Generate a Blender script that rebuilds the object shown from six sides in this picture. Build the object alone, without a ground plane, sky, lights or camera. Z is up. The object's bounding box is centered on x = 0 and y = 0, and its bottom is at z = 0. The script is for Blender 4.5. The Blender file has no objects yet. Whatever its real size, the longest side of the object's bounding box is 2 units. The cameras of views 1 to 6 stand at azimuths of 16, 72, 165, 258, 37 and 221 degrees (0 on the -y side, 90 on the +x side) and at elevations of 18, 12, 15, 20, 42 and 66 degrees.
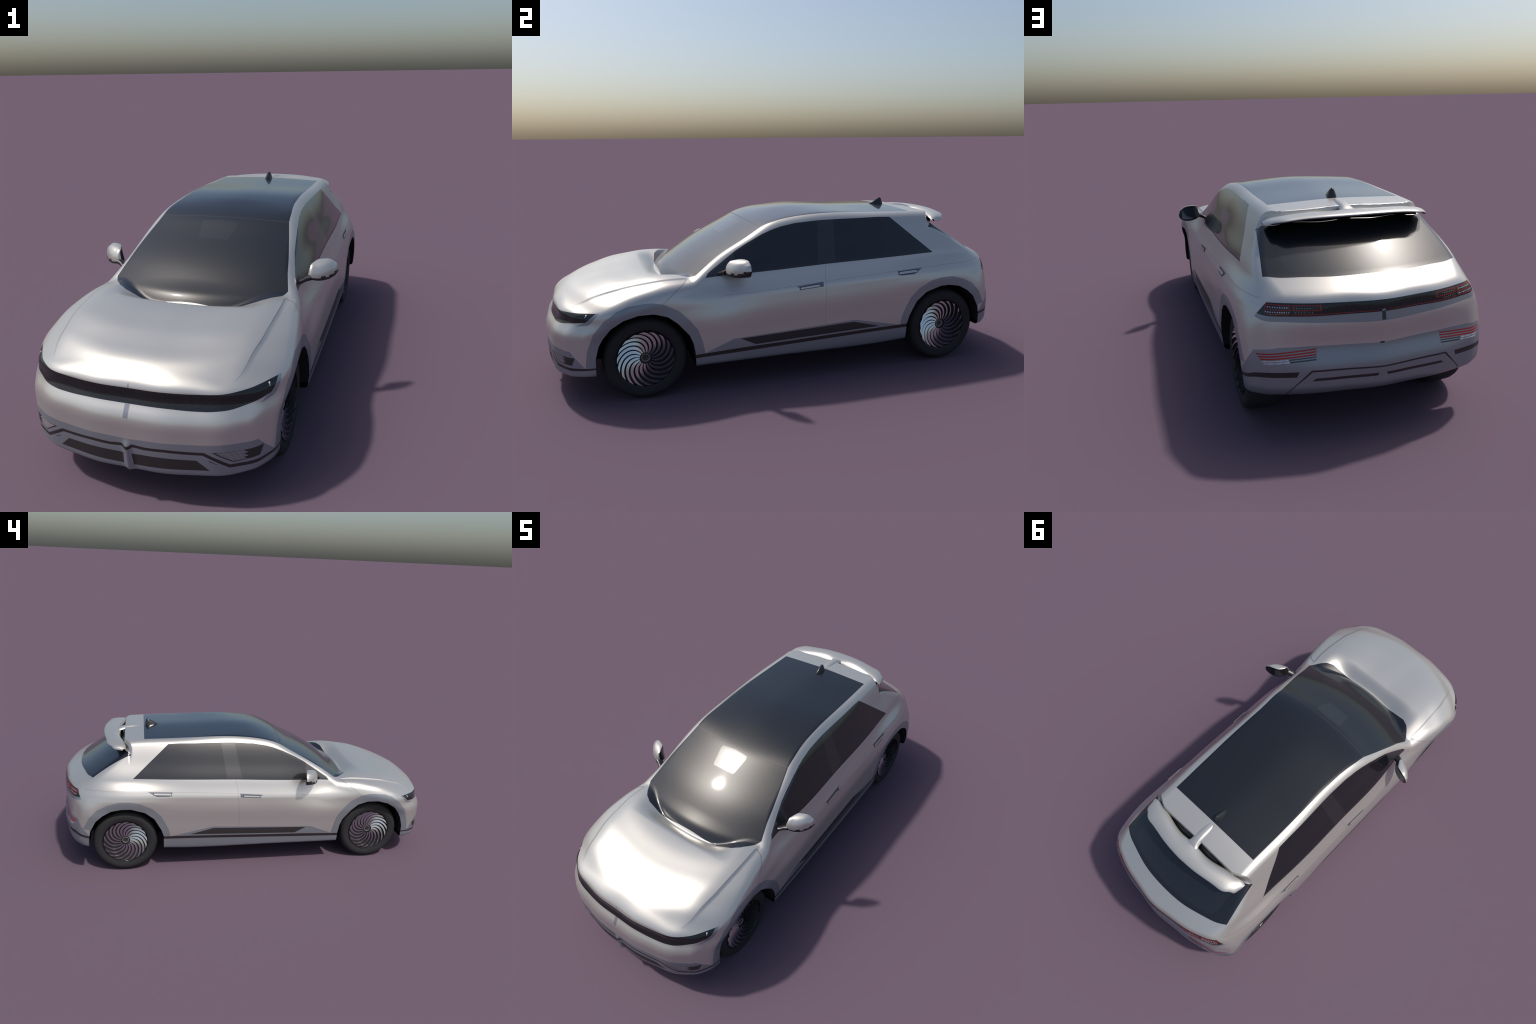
# White electric hatchback, built part by part: the body is one smooth implicit
# form (profiles + plan sweeps), meshed and cut along part outlines.
import bpy, math
import numpy as np

PAINT, PAINT_METAL, PAINT_ROUGH = (.568, .552, .513), .67, .34
GLASS = (.004, .0050, .0068)
CLAD, CLAD_METAL, CLAD_ROUGH = (.275, .30, .325), .55, .38
BLADE_PITCH = .30

# ---------------------------------------------------------------- body form
class Spline:
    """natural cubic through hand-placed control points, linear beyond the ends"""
    def __init__(self, pts):
        p = np.array(pts, float)
        self.x, self.y = p[:, 0], p[:, 1]
        n = len(p); h = np.diff(self.x); A = np.eye(n); b = np.zeros(n)
        for i in range(1, n - 1):
            A[i, i-1:i+2] = h[i-1], 2 * (h[i-1] + h[i]), h[i]
            b[i] = 6 * ((self.y[i+1] - self.y[i]) / h[i] - (self.y[i] - self.y[i-1]) / h[i-1])
        self.m = np.linalg.solve(A, b); self.h = h
        self.s0 = (self.y[1]-self.y[0])/h[0] - h[0]*self.m[1]/6
        self.s1 = (self.y[-1]-self.y[-2])/h[-1] + h[-1]*self.m[-2]/6
    def __call__(self, v):
        v = np.asarray(v, float)
        i = np.clip(np.searchsorted(self.x, v) - 1, 0, len(self.h) - 1)
        h = self.h[i]; a = (self.x[i+1] - v) / h; b = 1 - a
        r = a*self.y[i] + b*self.y[i+1] + ((a**3-a)*self.m[i] + (b**3-b)*self.m[i+1])*h*h/6
        r = np.where(v < self.x[0], self.y[0] + (v-self.x[0])*self.s0, r)
        return np.where(v > self.x[-1], self.y[-1] + (v-self.x[-1])*self.s1, r)

class Even(Spline):
    """spline that is mirror-symmetric about 0 (across the car)"""
    def __init__(self, pts):
        p = [tuple(q) for q in pts]
        self.full = Spline([(-a, b) for a, b in p[:0:-1]] + p)
        self.x, self.y = np.array([q[0] for q in p]), np.array([q[1] for q in p])
    def __call__(self, v):
        return self.full(v)

def smoothstep(a, b, v):
    t = np.clip((v - a) / (b - a), 0, 1)
    return t * t * (3 - 2 * t)

def smax(a, b, k):
    h = np.maximum(k - np.abs(a - b), 0) / k
    return np.maximum(a, b) + h * h * k * 0.25

K = dict(flare_front=-0.0070, flare_rear=0.0124, hood_plan=0.8634, glass_plan=0.6202, tail_plan=0.7476, nose_lean=0.0063, rear_lean=0.1606)
TILT = 0.033                                   # belt, crease and sill rise to the rear
side_low = Spline([(0.08, 0.3818), (0.105, 0.3913), (0.13, 0.3969), (0.16, 0.4001), (0.2, 0.4028), (0.26, 0.4032), (0.33, 0.4043), (0.375, 0.3990), (0.405, 0.3949)])
side_high = Spline([(0.36, 0.4105), (0.405, 0.3905), (0.435, 0.3779), (0.471, 0.3639), (0.53, 0.3329), (0.58, 0.3077), (0.63, 0.2797), (0.69, 0.2371)])
taper_high = Spline([(-0.75, 0.0456), (-0.6, 0.0297), (-0.5, 0.0073), (-0.38, -0.0184), (-0.2, -0.0073), (0.1, -0.0030), (0.4, -0.0046), (0.63, -0.0170), (0.75, -0.0240), (0.82, -0.0403), (0.9, -0.0786), (1, -0.1287)])
taper_low = Spline([(-1, -0.0166), (-0.85, -0.0121), (-0.7, -0.0067), (0, 0.0000), (0.75, -0.0028), (0.88, -0.0096), (1, -0.0434)])

def side_half_width(y, z):
    zz = z - TILT * y
    lo, hi = side_low(zz), side_high(zz)
    front = smoothstep(-.30, -.45, y)
    base = -smax(-lo, -hi, .003 + .012 * front)
    w = smoothstep(.27, .45, zz)
    s = base + taper_high(y) * w + taper_low(y) * (1 - w)
    flare = K['flare_front'] * np.exp(-((y + .62) / .19) ** 2) + K['flare_rear'] * np.exp(-((y - .66) / .17) ** 2)
    s = s + .006 * np.exp(-((y + .42) / .09) ** 2) * np.exp(-((zz - .395) / .035) ** 2)
    return s + flare * smoothstep(.30, .37, zz) * smoothstep(.46, .41, zz)

hood_line = Spline([(-1.02, 0.3412), (-0.985, 0.3641), (-0.957, 0.3764), (-0.93, 0.3894), (-0.895, 0.4102), (-0.845, 0.4301), (-0.785, 0.4489), (-0.717, 0.4601), (-0.655, 0.4677), (-0.58, 0.4687), (-0.45, 0.4542), (0, 0.4213)])
hood_edge = Spline([(-.92, .268), (-.88, .283), (-.833, .298), (-.777, .306), (-.72, .316), (-.63, .322), (-.55, .325), (-.458, .321), (-.38, .316)])
hood_crown = Even([(0, 0), (.1, .0003), (.2, .0026), (.25, .0056), (.285, .0085), (.315, .0135), (.34, .0188), (.37, .0262), (.4, .0390), (.44, .0680)])
roof_line = Spline([(-0.6, 0.3450), (-0.56, 0.3880), (-0.535, 0.4185), (-0.518, 0.4405), (-0.503, 0.4565), (-0.485, 0.4695), (-0.455, 0.4885), (-0.4, 0.5229), (-0.319, 0.5663), (-0.215, 0.6165), (-0.15, 0.6478), (-0.089, 0.6639), (-0.026, 0.6719), (0.08, 0.6805), (0.16, 0.6812), (0.3, 0.6751), (0.5, 0.6691), (0.61, 0.6636), (0.7, 0.6526)])
roof_crown = Even([(0, 0), (.1, .0030), (.2, .0078), (.25, .0105), (.3, .0125), (.36, .0170)])
tail_line = Spline([(.5, .7345), (.695, .6170), (.80, .5535), (.895, .4930), (.95, .4560), (1, .4210)])
deck_line = Spline([(.80, .538), (.86, .5105), (.895, .4932), (.925, .4772), (.955, .4610), (.98, .4403), (1, .4117)])

def top_height(x, y):
    x = np.abs(x)
    hood = hood_line(y - K['hood_plan'] * x * x) - hood_crown(x)
    hood = hood - .0145 * (1 - smoothstep(.05, .31, x)) * smoothstep(-.95, -.78, y)      # flat top between the folds
    fold = hood_edge(y)
    hood = hood - .0045 * smoothstep(fold - .002, fold + .010, x) * smoothstep(-.89, -.76, y) * smoothstep(-.42, -.47, y)
    dip = .036 * smoothstep(-.60, -.515, y) * (1 - smoothstep(.13, .29, x))
    flat = smoothstep(-.56, -.44, y) * smoothstep(.02, -.15, y)                            # windshield is flatter across than the roof
    glass = roof_line(y - K['glass_plan'] * x * x) - roof_crown(x) * (1 - flat) - (.0115 + .015 * x * x) * flat
    cabin = glass - (6.0 - 3.0 * smoothstep(.22, .29, x)) * np.maximum(y - .664 + .036 * smoothstep(.20, .295, x), 0)
    tail = y + K['tail_plan'] * x * x
    tail = smax(tail_line(tail), deck_line(tail), .002)
    return smax(smax(hood - dip, cabin, .012), np.where(y > .62, np.minimum(tail, glass - .007), -1), .006)

nose_line = Spline([(0.08, -0.9609), (0.105, -0.9795), (0.13, -0.9850), (0.19, -0.9891), (0.24, -0.9891), (0.272, -0.9869), (0.29, -0.9790), (0.308, -0.9666), (0.33, -0.9578), (0.352, -0.9573), (0.38, -0.9403), (0.42, -0.9062)])
nose_sweep = Even([(0, 0.0000), (0.1, 0.0007), (0.2, 0.0177), (0.283, 0.0418), (0.32, 0.0652), (0.35, 0.0899), (0.375, 0.1265), (0.39, 0.1507), (0.405, 0.1789)])
rear_line = Spline([(0.08, 0.8745), (0.115, 0.9124), (0.14, 0.9446), (0.17, 0.9776), (0.2, 0.9876), (0.24, 0.9951), (0.3, 0.9945), (0.382, 0.9873), (0.41, 0.9832), (0.437, 0.9814), (0.47, 0.9727)])
rear_sweep = Even([(0, -0.0000), (0.1, 0.0107), (0.2, 0.0232), (0.3, 0.0522), (0.34, 0.0715), (0.37, 0.0991), (0.39, 0.1204), (0.41, 0.1548)])
belly_line = Spline([(-1, .1030), (-.82, .1165), (-.60, .1150), (-.40, .1135), (0, .1135), (.40, .1135), (.60, .128), (.78, .144), (.86, .146), (.93, .140), (1, .128)])

EPS = 2e-3
def grad_len(fn, a, b):
    ga = (fn(a + EPS, b) - fn(a - EPS, b)) / (2 * EPS)
    gb = (fn(a, b + EPS) - fn(a, b - EPS)) / (2 * EPS)
    return np.sqrt(1 + ga * ga + gb * gb)

def combine(y, side, top, front, rear, belly):
    k = .022 + .013 * smoothstep(-.42, -.56, y)
    f = smax(side, top, k)
    f = smax(f, front, .014)
    f = smax(f, rear, .016)
    return smax(f, belly, .016)

def plate_recess(x, z):                        # shallow V across the tailgate for the number plate
    v = np.maximum(0, 1 - np.abs(z - .308) / .072)
    return .015 * v * v * (3 - 2 * v) * (1 - smoothstep(.17, .36, np.abs(x)))

front_y = lambda x, z: nose_line(z) - .008 * np.exp(-(x / .011) ** 2) * smoothstep(.215, .185, z) + nose_sweep(np.abs(x)) * (1 + K['nose_lean'] * (z - .25) * 10)
rear_y = lambda x, z: rear_line(z) - plate_recess(x, z) - rear_sweep(np.abs(x)) * (1 + K['rear_lean'] * (z - .3) * 10)

def body_field(P):
    """signed 'distance' of points (n,3) to the car body (half with x >= 0)"""
    x, y, z = P[:, 0], P[:, 1], P[:, 2]
    return combine(y, (x - side_half_width(y, z)) / grad_len(side_half_width, y, z),
                   (z - top_height(x, y)) / grad_len(top_height, x, y),
                   (front_y(x, z) - y) / grad_len(front_y, x, z),
                   (y - rear_y(x, z)) / grad_len(rear_y, x, z),
                   belly_line(y) - z)

def body_normal(P, e=1.5e-3):
    g = np.stack([body_field(P + e * np.eye(3)[i]) - body_field(P - e * np.eye(3)[i]) for i in range(3)], 1)
    return g / (np.linalg.norm(g, axis=1, keepdims=True) + 1e-12)

def snap(P, steps=4):
    for _ in range(steps):
        f = body_field(P); e = 1e-3
        g = np.stack([(body_field(P + e*np.eye(3)[i]) - f) / e for i in range(3)], 1)
        P = P - np.clip(f / ((g * g).sum(1) + 1e-9), -.01, .01)[:, None] * g
    return P

def body_mesh(h):
    """surface nets over the half body, clipped to x >= 0"""
    xs = np.arange(-1.5 * h, .45, h); ys = np.arange(-1.04, 1.04, h); zs = np.arange(.085, .73, h)
    X2, Y2 = np.meshgrid(xs, ys, indexing='ij')
    top, gtop = top_height(X2, Y2), grad_len(top_height, X2, Y2)
    Yz, Zy = np.meshgrid(ys, zs, indexing='ij'); sd, gsd = side_half_width(Yz, Zy), grad_len(side_half_width, Yz, Zy)
    Xz, Zx = np.meshgrid(xs, zs, indexing='ij'); fr, gfr = front_y(Xz, Zx), grad_len(front_y, Xz, Zx)
    re, gre = rear_y(Xz, Zx), grad_len(rear_y, Xz, Zx)
    xx, yy, zz = xs[:, None, None], ys[None, :, None], zs[None, None, :]
    F = combine(yy, (xx - sd[None]) / gsd[None], (zz - top[:, :, None]) / gtop[:, :, None],
                (fr[:, None] - yy) / gfr[:, None], (yy - re[:, None]) / gre[:, None], belly_line(ys)[None, :, None] - zz)
    neg = F < 0
    cnt = sum(neg[i:i+len(xs)-1, j:j+len(ys)-1, k:k+len(zs)-1].astype(np.int8) for i in (0, 1) for j in (0, 1) for k in (0, 1))
    act = (cnt > 0) & (cnt < 8)
    cell = np.argwhere(act); idx = -np.ones(act.shape, int); idx[act] = np.arange(len(cell))
    V = np.stack([xs[cell[:, 0]], ys[cell[:, 1]], zs[cell[:, 2]]], 1) + h / 2
    quads = []
    for ax in range(3):
        o = [[1, 2], [2, 0], [0, 1]][ax]
        a = np.take(neg, range(0, neg.shape[ax]-1), ax); b = np.take(neg, range(1, neg.shape[ax]), ax)
        e = np.argwhere(a != b)
        e = e[(e[:, o[0]] > 0) & (e[:, o[1]] > 0) & (e[:, o[0]] < neg.shape[o[0]]-1) & (e[:, o[1]] < neg.shape[o[1]]-1)]
        flip = ~neg[e[:, 0], e[:, 1], e[:, 2]]
        d0 = np.zeros(3, int); d0[o[0]] = 1; d1 = np.zeros(3, int); d1[o[1]] = 1
        g = lambda c: idx[c[:, 0], c[:, 1], c[:, 2]]
        q = np.stack([g(e-d0-d1), g(e-d1), g(e), g(e-d0)], 1)
        q[flip] = q[flip][:, ::-1]
        quads.append(q)
    Q = np.concatenate(quads); Q = Q[(Q >= 0).all(1)]
    V = snap(V, 3)
    for _ in range(3):                                    # tangential relaxation
        acc = np.zeros_like(V); n = np.zeros(len(V))
        for i in range(4):
            for j in (1, 3):
                np.add.at(acc, Q[:, i], V[Q[:, (i+j) % 4]]); np.add.at(n, Q[:, i], 1)
        V = snap(V + .5 * (acc / np.maximum(n, 1)[:, None] - V), 2)
    d1 = np.linalg.norm(V[Q[:, 0]] - V[Q[:, 2]], axis=1) <= np.linalg.norm(V[Q[:, 1]] - V[Q[:, 3]], axis=1)
    T = np.where(d1[:, None, None], Q[:, [[0, 1, 2], [0, 2, 3]]], Q[:, [[0, 1, 3], [1, 2, 3]]]).reshape(-1, 3)
    return V, T

# ------------------------------------------------- cutting the shell into parts
class Shell:
    """triangle shell that can be cut exactly along lines drawn in any projection"""
    def __init__(self, V, T):
        self.V, self.T = V, T
        self.lab = np.zeros(len(T), int); self.names = ['body_panel']
    def centroids(self):
        return self.V[self.T].mean(1)
    def split(self, sel, g):
        """split triangles of index set sel where the vertex function g changes sign"""
        T = self.T
        g = np.where(np.abs(g) < 1.5e-4, 0, g)
        E = np.sort(T[sel][:, [[0, 1], [1, 2], [2, 0]]].reshape(-1, 2), axis=1)
        E = E[g[E[:, 0]] * g[E[:, 1]] < 0]
        if not len(E): return
        n = len(self.V); key = np.unique(E[:, 0] * np.int64(n) + E[:, 1])
        a, b = key // n, key % n; t = (g[a] / (g[a] - g[b]))[:, None]
        self.V = np.concatenate([self.V, self.V[a] * (1 - t) + self.V[b] * t])
        used = np.zeros(n, bool); used[a] = used[b] = True
        cand = np.where(used[T].sum(1) >= 2)[0]
        tri = T[cand]; ek = np.stack([np.minimum(tri, np.roll(tri, -1, 1)) * np.int64(n) + np.maximum(tri, np.roll(tri, -1, 1))], 0)[0]
        pos = np.searchsorted(key, ek); pos = np.minimum(pos, len(key) - 1); hit = key[pos] == ek
        new, newlab, kill = [], [], []
        for c, tr, h, p in zip(cand, tri, hit, pos):
            k = int(h.sum())
            if k == 0: continue
            kill.append(c)
            if k == 1:
                i = int(np.argmax(h)); m = n + p[i]; A, B, C = tr[i], tr[(i+1) % 3], tr[(i+2) % 3]
                new += [(A, m, C), (m, B, C)]
            elif k == 2:
                i = int(np.argmin(h)); A, B, C = tr[i], tr[(i+1) % 3], tr[(i+2) % 3]
                m1, m2 = n + p[(i+1) % 3], n + p[(i+2) % 3]
                new += [(A, B, m1), (A, m1, m2), (m2, m1, C)]
            else:
                m = [n + q for q in p]
                new += [(tr[0], m[0], m[2]), (m[0], tr[1], m[1]), (m[2], m[1], tr[2]), (m[0], m[1], m[2])]
            newlab += [self.lab[c]] * (len(new) - len(newlab))
        keep = np.ones(len(T), bool); keep[kill] = False
        self.T = np.concatenate([T[keep], np.array(new, int)]); self.lab = np.concatenate([self.lab[keep], np.array(newlab, int)])
    def region(self, name, poly, proj, where, over=None):
        """give the faces inside the polygon (drawn in projection proj) to part `name`"""
        poly = np.array(poly, float)
        if name not in self.names: self.names.append(name)
        L = self.names.index(name)
        for i in range(len(poly)):
            a, b = poly[i], poly[(i+1) % len(poly)]; d = b - a; ln = np.hypot(*d)
            if ln < 1e-6: continue
            d = d / ln; uv = proj(self.V) - a
            along = uv @ d; off = uv @ np.array([-d[1], d[0]])
            near = (np.abs(off) < .02) & (along > -.012) & (along < ln + .012)
            cand = np.where(near[self.T].any(1))[0]
            if not len(cand): continue
            c = self.V[self.T[cand]].mean(1); ok = where(c)
            o = off[self.T[cand]]; al = along[self.T[cand]]
            ok &= (o.min(1) < 0) & (o.max(1) > 0) & (al.max(1) > -.001) & (al.min(1) < ln + .001)
            self.split(cand[ok], off)
        c = self.centroids(); p = proj(c); ins = np.zeros(len(c), bool); j = len(poly) - 1
        for i in range(len(poly)):
            (xi, yi), (xj, yj) = poly[i], poly[j]
            with np.errstate(divide='ignore', invalid='ignore'):
                cr = ((yi > p[:, 1]) != (yj > p[:, 1])) & (p[:, 0] < (xj - xi) * (p[:, 1] - yi) / (yj - yi) + xi)
            ins ^= cr; j = i
        m = ins & where(c)
        if over is not None: m &= np.isin(self.lab, [self.names.index(o) for o in over if o in self.names])
        self.lab[m] = L
    def line(self, name, pts, w0, w1, proj, where, over=None):
        """thin strip along a polyline"""
        p = np.array(pts, float); d = np.gradient(p, axis=0); d /= np.linalg.norm(d, axis=1, keepdims=True)
        nrm = np.stack([-d[:, 1], d[:, 0]], 1); w = np.linspace(w0, w1, len(p))[:, None] / 2
        self.region(name, np.concatenate([p + nrm * w, (p - nrm * w)[::-1]]), proj, where, over)

def resample(pts, n):
    s = [Spline([(i, q[k]) for i, q in enumerate(pts)]) for k in range(len(pts[0]))]
    t = np.linspace(0, len(pts) - 1, n)
    return [tuple(float(f(v)) for f in s) for v in t]

P_SIDE = lambda P: P[:, 1:3]
P_TOP = lambda P: P[:, 0:2]
P_XZ = lambda P: P[:, [0, 2]]
NOSE = lambda x, y, z: (x + .7 * (y + .99), z)             # unrolled front view
TAIL = lambda x, y, z: (x + .7 * (.99 - y), z)             # unrolled rear view
P_NOSE = lambda P: np.stack([P[:, 0] + .7 * (P[:, 1] + .99), P[:, 2]], 1)
P_TAIL = lambda P: np.stack([P[:, 0] + .7 * (.99 - P[:, 1]), P[:, 2]], 1)

ARCH_OUT_F = [(-.846, .155), (-.838, .219), (-.812, .286), (-.772, .334), (-.725, .367), (-.683, .382), (-.626, .3875), (-.594, .3865),
              (-.553, .377), (-.496, .345), (-.459, .307), (-.428, .266), (-.411, .217), (-.401, .165)]
ARCH_IN_F = [(-.811, .05), (-.809, .187), (-.796, .236), (-.779, .2665), (-.75, .3025), (-.704, .3315), (-.65, .3455), (-.592, .3445),
             (-.54, .3275), (-.505, .299), (-.461, .247), (-.446, .21), (-.439, .165), (-.437, .05)]
ARCH_OUT_R = [(.449, .19), (.458, .236), (.494, .307), (.537, .347), (.595, .376), (.648, .386), (.70, .386), (.755, .371), (.804, .347),
              (.84, .311), (.874, .25)]
ARCH_IN_R = [(.482, .05), (.482, .192), (.494, .23), (.527, .29), (.572, .326), (.641, .3475), (.685, .3485), (.737, .3395), (.779, .317),
             (.812, .288), (.838, .24), (.848, .199), (.850, .165), (.850, .05)]
WINDOW_TOP = [(.449, .6425), (.39, .645), (.30, .6445), (.20, .6445), (.12, .6435), (.015, .6375), (-.05, .6275), (-.09, .6175), (-.135, .602),
              (-.202, .571), (-.25, .5455), (-.312, .5055), (-.372, .468)]
BELT = [(-.382, .453), (-.13, .465), (.115, .475), (.37, .482), (.627, .488)]

def build_shell():
    V, T = body_mesh(.006)
    s = Shell(V, T)
    s.split(np.arange(len(T)), V[:, 0].copy())                   # clip at the centre plane
    keep = s.centroids()[:, 0] > 0; s.T, s.lab = s.T[keep], s.lab[keep]
    s.V[np.abs(s.V[:, 0]) < 2e-4, 0] = 0
    side = lambda c: (c[:, 0] > .22)
    flank = lambda c: (c[:, 0] > .24) & (c[:, 2] < top_height(c[:, 0], c[:, 1]) + .05)
    nose = lambda c: (c[:, 1] < -.72) & (c[:, 2] < .40)
    tail = lambda c: (c[:, 1] > .80) & (c[:, 2] < .46)
    top = lambda c: c[:, 2] > .40
    fb = ['body_panel']
    # --- painted panels
    s.region('hood', [(-.01, -1.05), (.20, -1.0), (.262, -.93), (.283, -.88), (.298, -.833), (.306, -.777), (.316, -.72), (.322, -.63),
                      (.325, -.55), (.321, -.455), (.321, -.416), (-.01, -.416)], P_TOP, lambda c: (c[:, 2] > .355) & (c[:, 1] < -.4))
    s.region('front_door', [(-.40, .10), (-.40, .44), (-.392, .4525), (-.382, .453), (-.13, .465), (.115, .475), (.106, .416), (.101, .34), (.099, .271), (.0955, .10)],
             P_SIDE, side, fb)
    s.region('rear_door', [(.0955, .10), (.099, .271), (.101, .34), (.106, .416), (.115, .475), (.37, .482), (.55, .486), (.575, .43), (.56, .36), (.50, .30), (.47, .25), (.46, .10)],
             P_SIDE, side, fb)
    s.region('tailgate', [TAIL(-.05, .99, .315), TAIL(.145, .978, .317), TAIL(.227, .964, .315), TAIL(.30, .938, .311), TAIL(.32, .91, .40), TAIL(.322, .875, .445), TAIL(.318, .815, .49), (-.1, .52)],
             P_TAIL, lambda c: (c[:, 1] > .8), fb)
    # --- glass
    base = [(-.01, -.524), (.10, -.5235), (.17, -.521), (.236, -.511), (.268, -.492), (.291, -.466), (.309, -.44), (.321, -.416)]
    rail = [(.305, -.355), (.295, -.297), (.276, -.21), (.2575, -.131), (.2535, -.075), (.247, -.02), (.243, .03), (.241, .15), (.241, .264), (.239, .42), (.236, .567)]
    seam = [(-.01, -.149), (.08, -.147), (.18, -.1415), (.2575, -.131)]
    ceil = lambda c: (c[:, 2] > .41) & (c[:, 1] > -.56)
    s.region('windshield', base + rail[:4] + seam[::-1], P_TOP, ceil)
    s.region('roof_glass', seam + rail[4:] + [(-.01, .567)], P_TOP, ceil)
    s.line('windshield_seam', resample(seam, 24), .0035, .0035, P_TOP, ceil)
    s.region('camera_cover', [(-.01, -.166), (.068, -.172), (.071, -.186), (.060, -.252), (.054, -.262), (-.01, -.263)], P_TOP, ceil)
    s.region('rear_window', [(-.01, .6675), (.24, .6675), (.268, .656), (.285, .643), (.293, .632), (.300, .685), (.307, .739), (.3135, .785), (.318, .819)]
             + resample([(.318, .819), (.273, .845), (.208, .8655), (.136, .8845), (.06, .894), (-.01, .896)], 20)[1:], P_TOP, lambda c: (c[:, 1] > .60) & (c[:, 2] > .46) & ((c[:, 0] < .23) | (c[:, 2] < tail_line(c[:, 1] + K['tail_plan'] * c[:, 0] ** 2) + .004)))
    s.region('rear_window_pane', [(-.01, .70), (.235, .70), (.252, .712), (.254, .74), (.2525, .80), (.246, .825), (.225, .842), (.17, .858), (.10, .869), (-.01, .877)], P_TOP,
             lambda c: (c[:, 1] > .66) & (c[:, 2] > .46), ['rear_window'])
    s.region('side_window', BELT + WINDOW_TOP, P_SIDE, flank)
    s.region('window_pillar', [(.186, .66), (.156, .46), (.078, .46), (.116, .66)], P_SIDE, flank, ['side_window'])
    s.region('mirror_sail', [(-.40, .44), (-.40, .56), (-.262, .56), (-.255, .44)], P_SIDE, flank, ['side_window'])
    s.line('belt_moulding', [(y, z + .003) for y, z in BELT], .006, .006, P_SIDE, flank, ['side_window', 'window_pillar', 'mirror_sail'])
    # --- grey cladding
    s.region('front_bumper_cladding', [(-.1, .213), NOSE(.01, -.9895, .213), NOSE(.072, -.990, .216), NOSE(.216, -.969, .216), NOSE(.277, -.950, .2175), NOSE(.323, -.923, .2155),
             NOSE(.351, -.898, .2145), NOSE(.363, -.882, .193), NOSE(.385, -.847, .155), NOSE(.392, -.80, .154), NOSE(.40, -.70, .15), (.70, .05), (-.1, .05)], P_NOSE, nose)
    s.region('rear_bumper_cladding', [(-.1, .306), TAIL(0, .977, .306), TAIL(.061, .974, .3075), TAIL(.145, .968, .309), TAIL(.227, .960, .311), TAIL(.305, .937, .310), TAIL(.369, .896, .298),
             TAIL(.389, .852, .236), TAIL(.392, .82, .19), (.60, .05), (-.1, .05)], P_TAIL, tail)
    s.region('sill_cladding', [(-.46, .05), (-.46, .16), (-.401, .166), (-.395, .17), (-.288, .214), (-.10, .2215), (.234, .236), (.451, .19), (.49, .19), (.49, .05)], P_SIDE, side)
    s.region('wheel_arch_trim', ARCH_OUT_F + [(-.437, .165), (-.437, .158), (-.811, .155)], P_SIDE, side)
    s.region('wheel_arch_trim', ARCH_OUT_R + [(.843, .245), (.842, .19), (.482, .19)], P_SIDE, side)
    # --- black strips and panels on the flank
    s.region('sill_panel', [(-.26, .211), (-.199, .181), (.35, .197), (.229, .228)], P_SIDE, side)
    s.region('sill_strip', [(-.45, .164), (-.25, .1735), (-.069, .178), (.166, .185), (.325, .189), (.49, .192), (.49, .178), (.325, .1745), (.166, .170), (-.069, .163), (-.25, .157), (-.45, .1505)], P_SIDE, side)
    # --- nose
    s.region('lamp_surround', [NOSE(.378, -.795, .361), NOSE(.385, -.780, .3605), NOSE(.386, -.803, .338), NOSE(.384, -.822, .322), NOSE(.379, -.832, .316), NOSE(.352, -.873, .311),
             NOSE(.365, -.853, .322), NOSE(.373, -.836, .330), NOSE(.374, -.815, .345)], P_NOSE, nose)
    bar_top = resample([NOSE(*q) for q in [(.001, -.958, .352), (.067, -.958, .352), (.121, -.955, .352), (.173, -.947, .351), (.223, -.936, .3515), (.259, -.924, .352), (.288, -.906, .3535),
               (.313, -.885, .355), (.340, -.857, .3565), (.360, -.830, .358), (.3795, -.794, .360)]], 34)
    bar_low = resample([NOSE(*q) for q in [(.373, -.838, .327), (.346, -.877, .321), (.318, -.901, .315), (.285, -.924, .3095), (.254, -.937, .3075), (.225, -.946, .306), (.174, -.956, .3065),
               (.123, -.964, .309), (.068, -.967, .3095), (.001, -.966, .309)]], 30)
    s.region('front_light_bar', [(-.1, .352)] + bar_top + [NOSE(.377, -.822, .338)] + bar_low + [(-.1, .309)], P_NOSE, nose)
    s.region('headlamp', [NOSE(.300, -.895, .40), NOSE(.300, -.895, .30), (.70, .30), (.70, .40)], P_NOSE, nose, ['front_light_bar'])
    s.region('daytime_lamp', [NOSE(.361, -.830, .3545), NOSE(.3645, -.8255, .3545), NOSE(.3665, -.833, .3445), NOSE(.3655, -.8345, .346), NOSE(.364, -.830, .3515), NOSE(.361, -.830, .3515)], P_NOSE, nose)
    s.region('front_badge', [(-.01, .3085), (.0075, .3085), (.0075, .2745), (-.01, .2745)], P_XZ, nose)
    s.line('hood_notch', [(0, .3525), (0, .3635)], .005, .003, P_XZ, nose)
    s.region('fog_grille', [NOSE(.238, -.964, .194), NOSE(.363, -.882, .192), NOSE(.354, -.893, .162), NOSE(.292, -.942, .160)], P_NOSE, nose)
    for i in range(8):
        z = .1905 - i * .0037; x0 = NOSE(.245 + (.194 - z) * 1.5, -.9615 + (.194 - z) * .62, z)[0]; x1 = NOSE(.3235, -.922, z)[0] + .006 * ((i * 7) % 3 - 1)
        s.region('fog_grille_slat', [(x0, z + .0011), (x1, z + .0011), (x1, z - .0009), (x0 + .002, z - .0009)], P_NOSE, nose)
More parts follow.
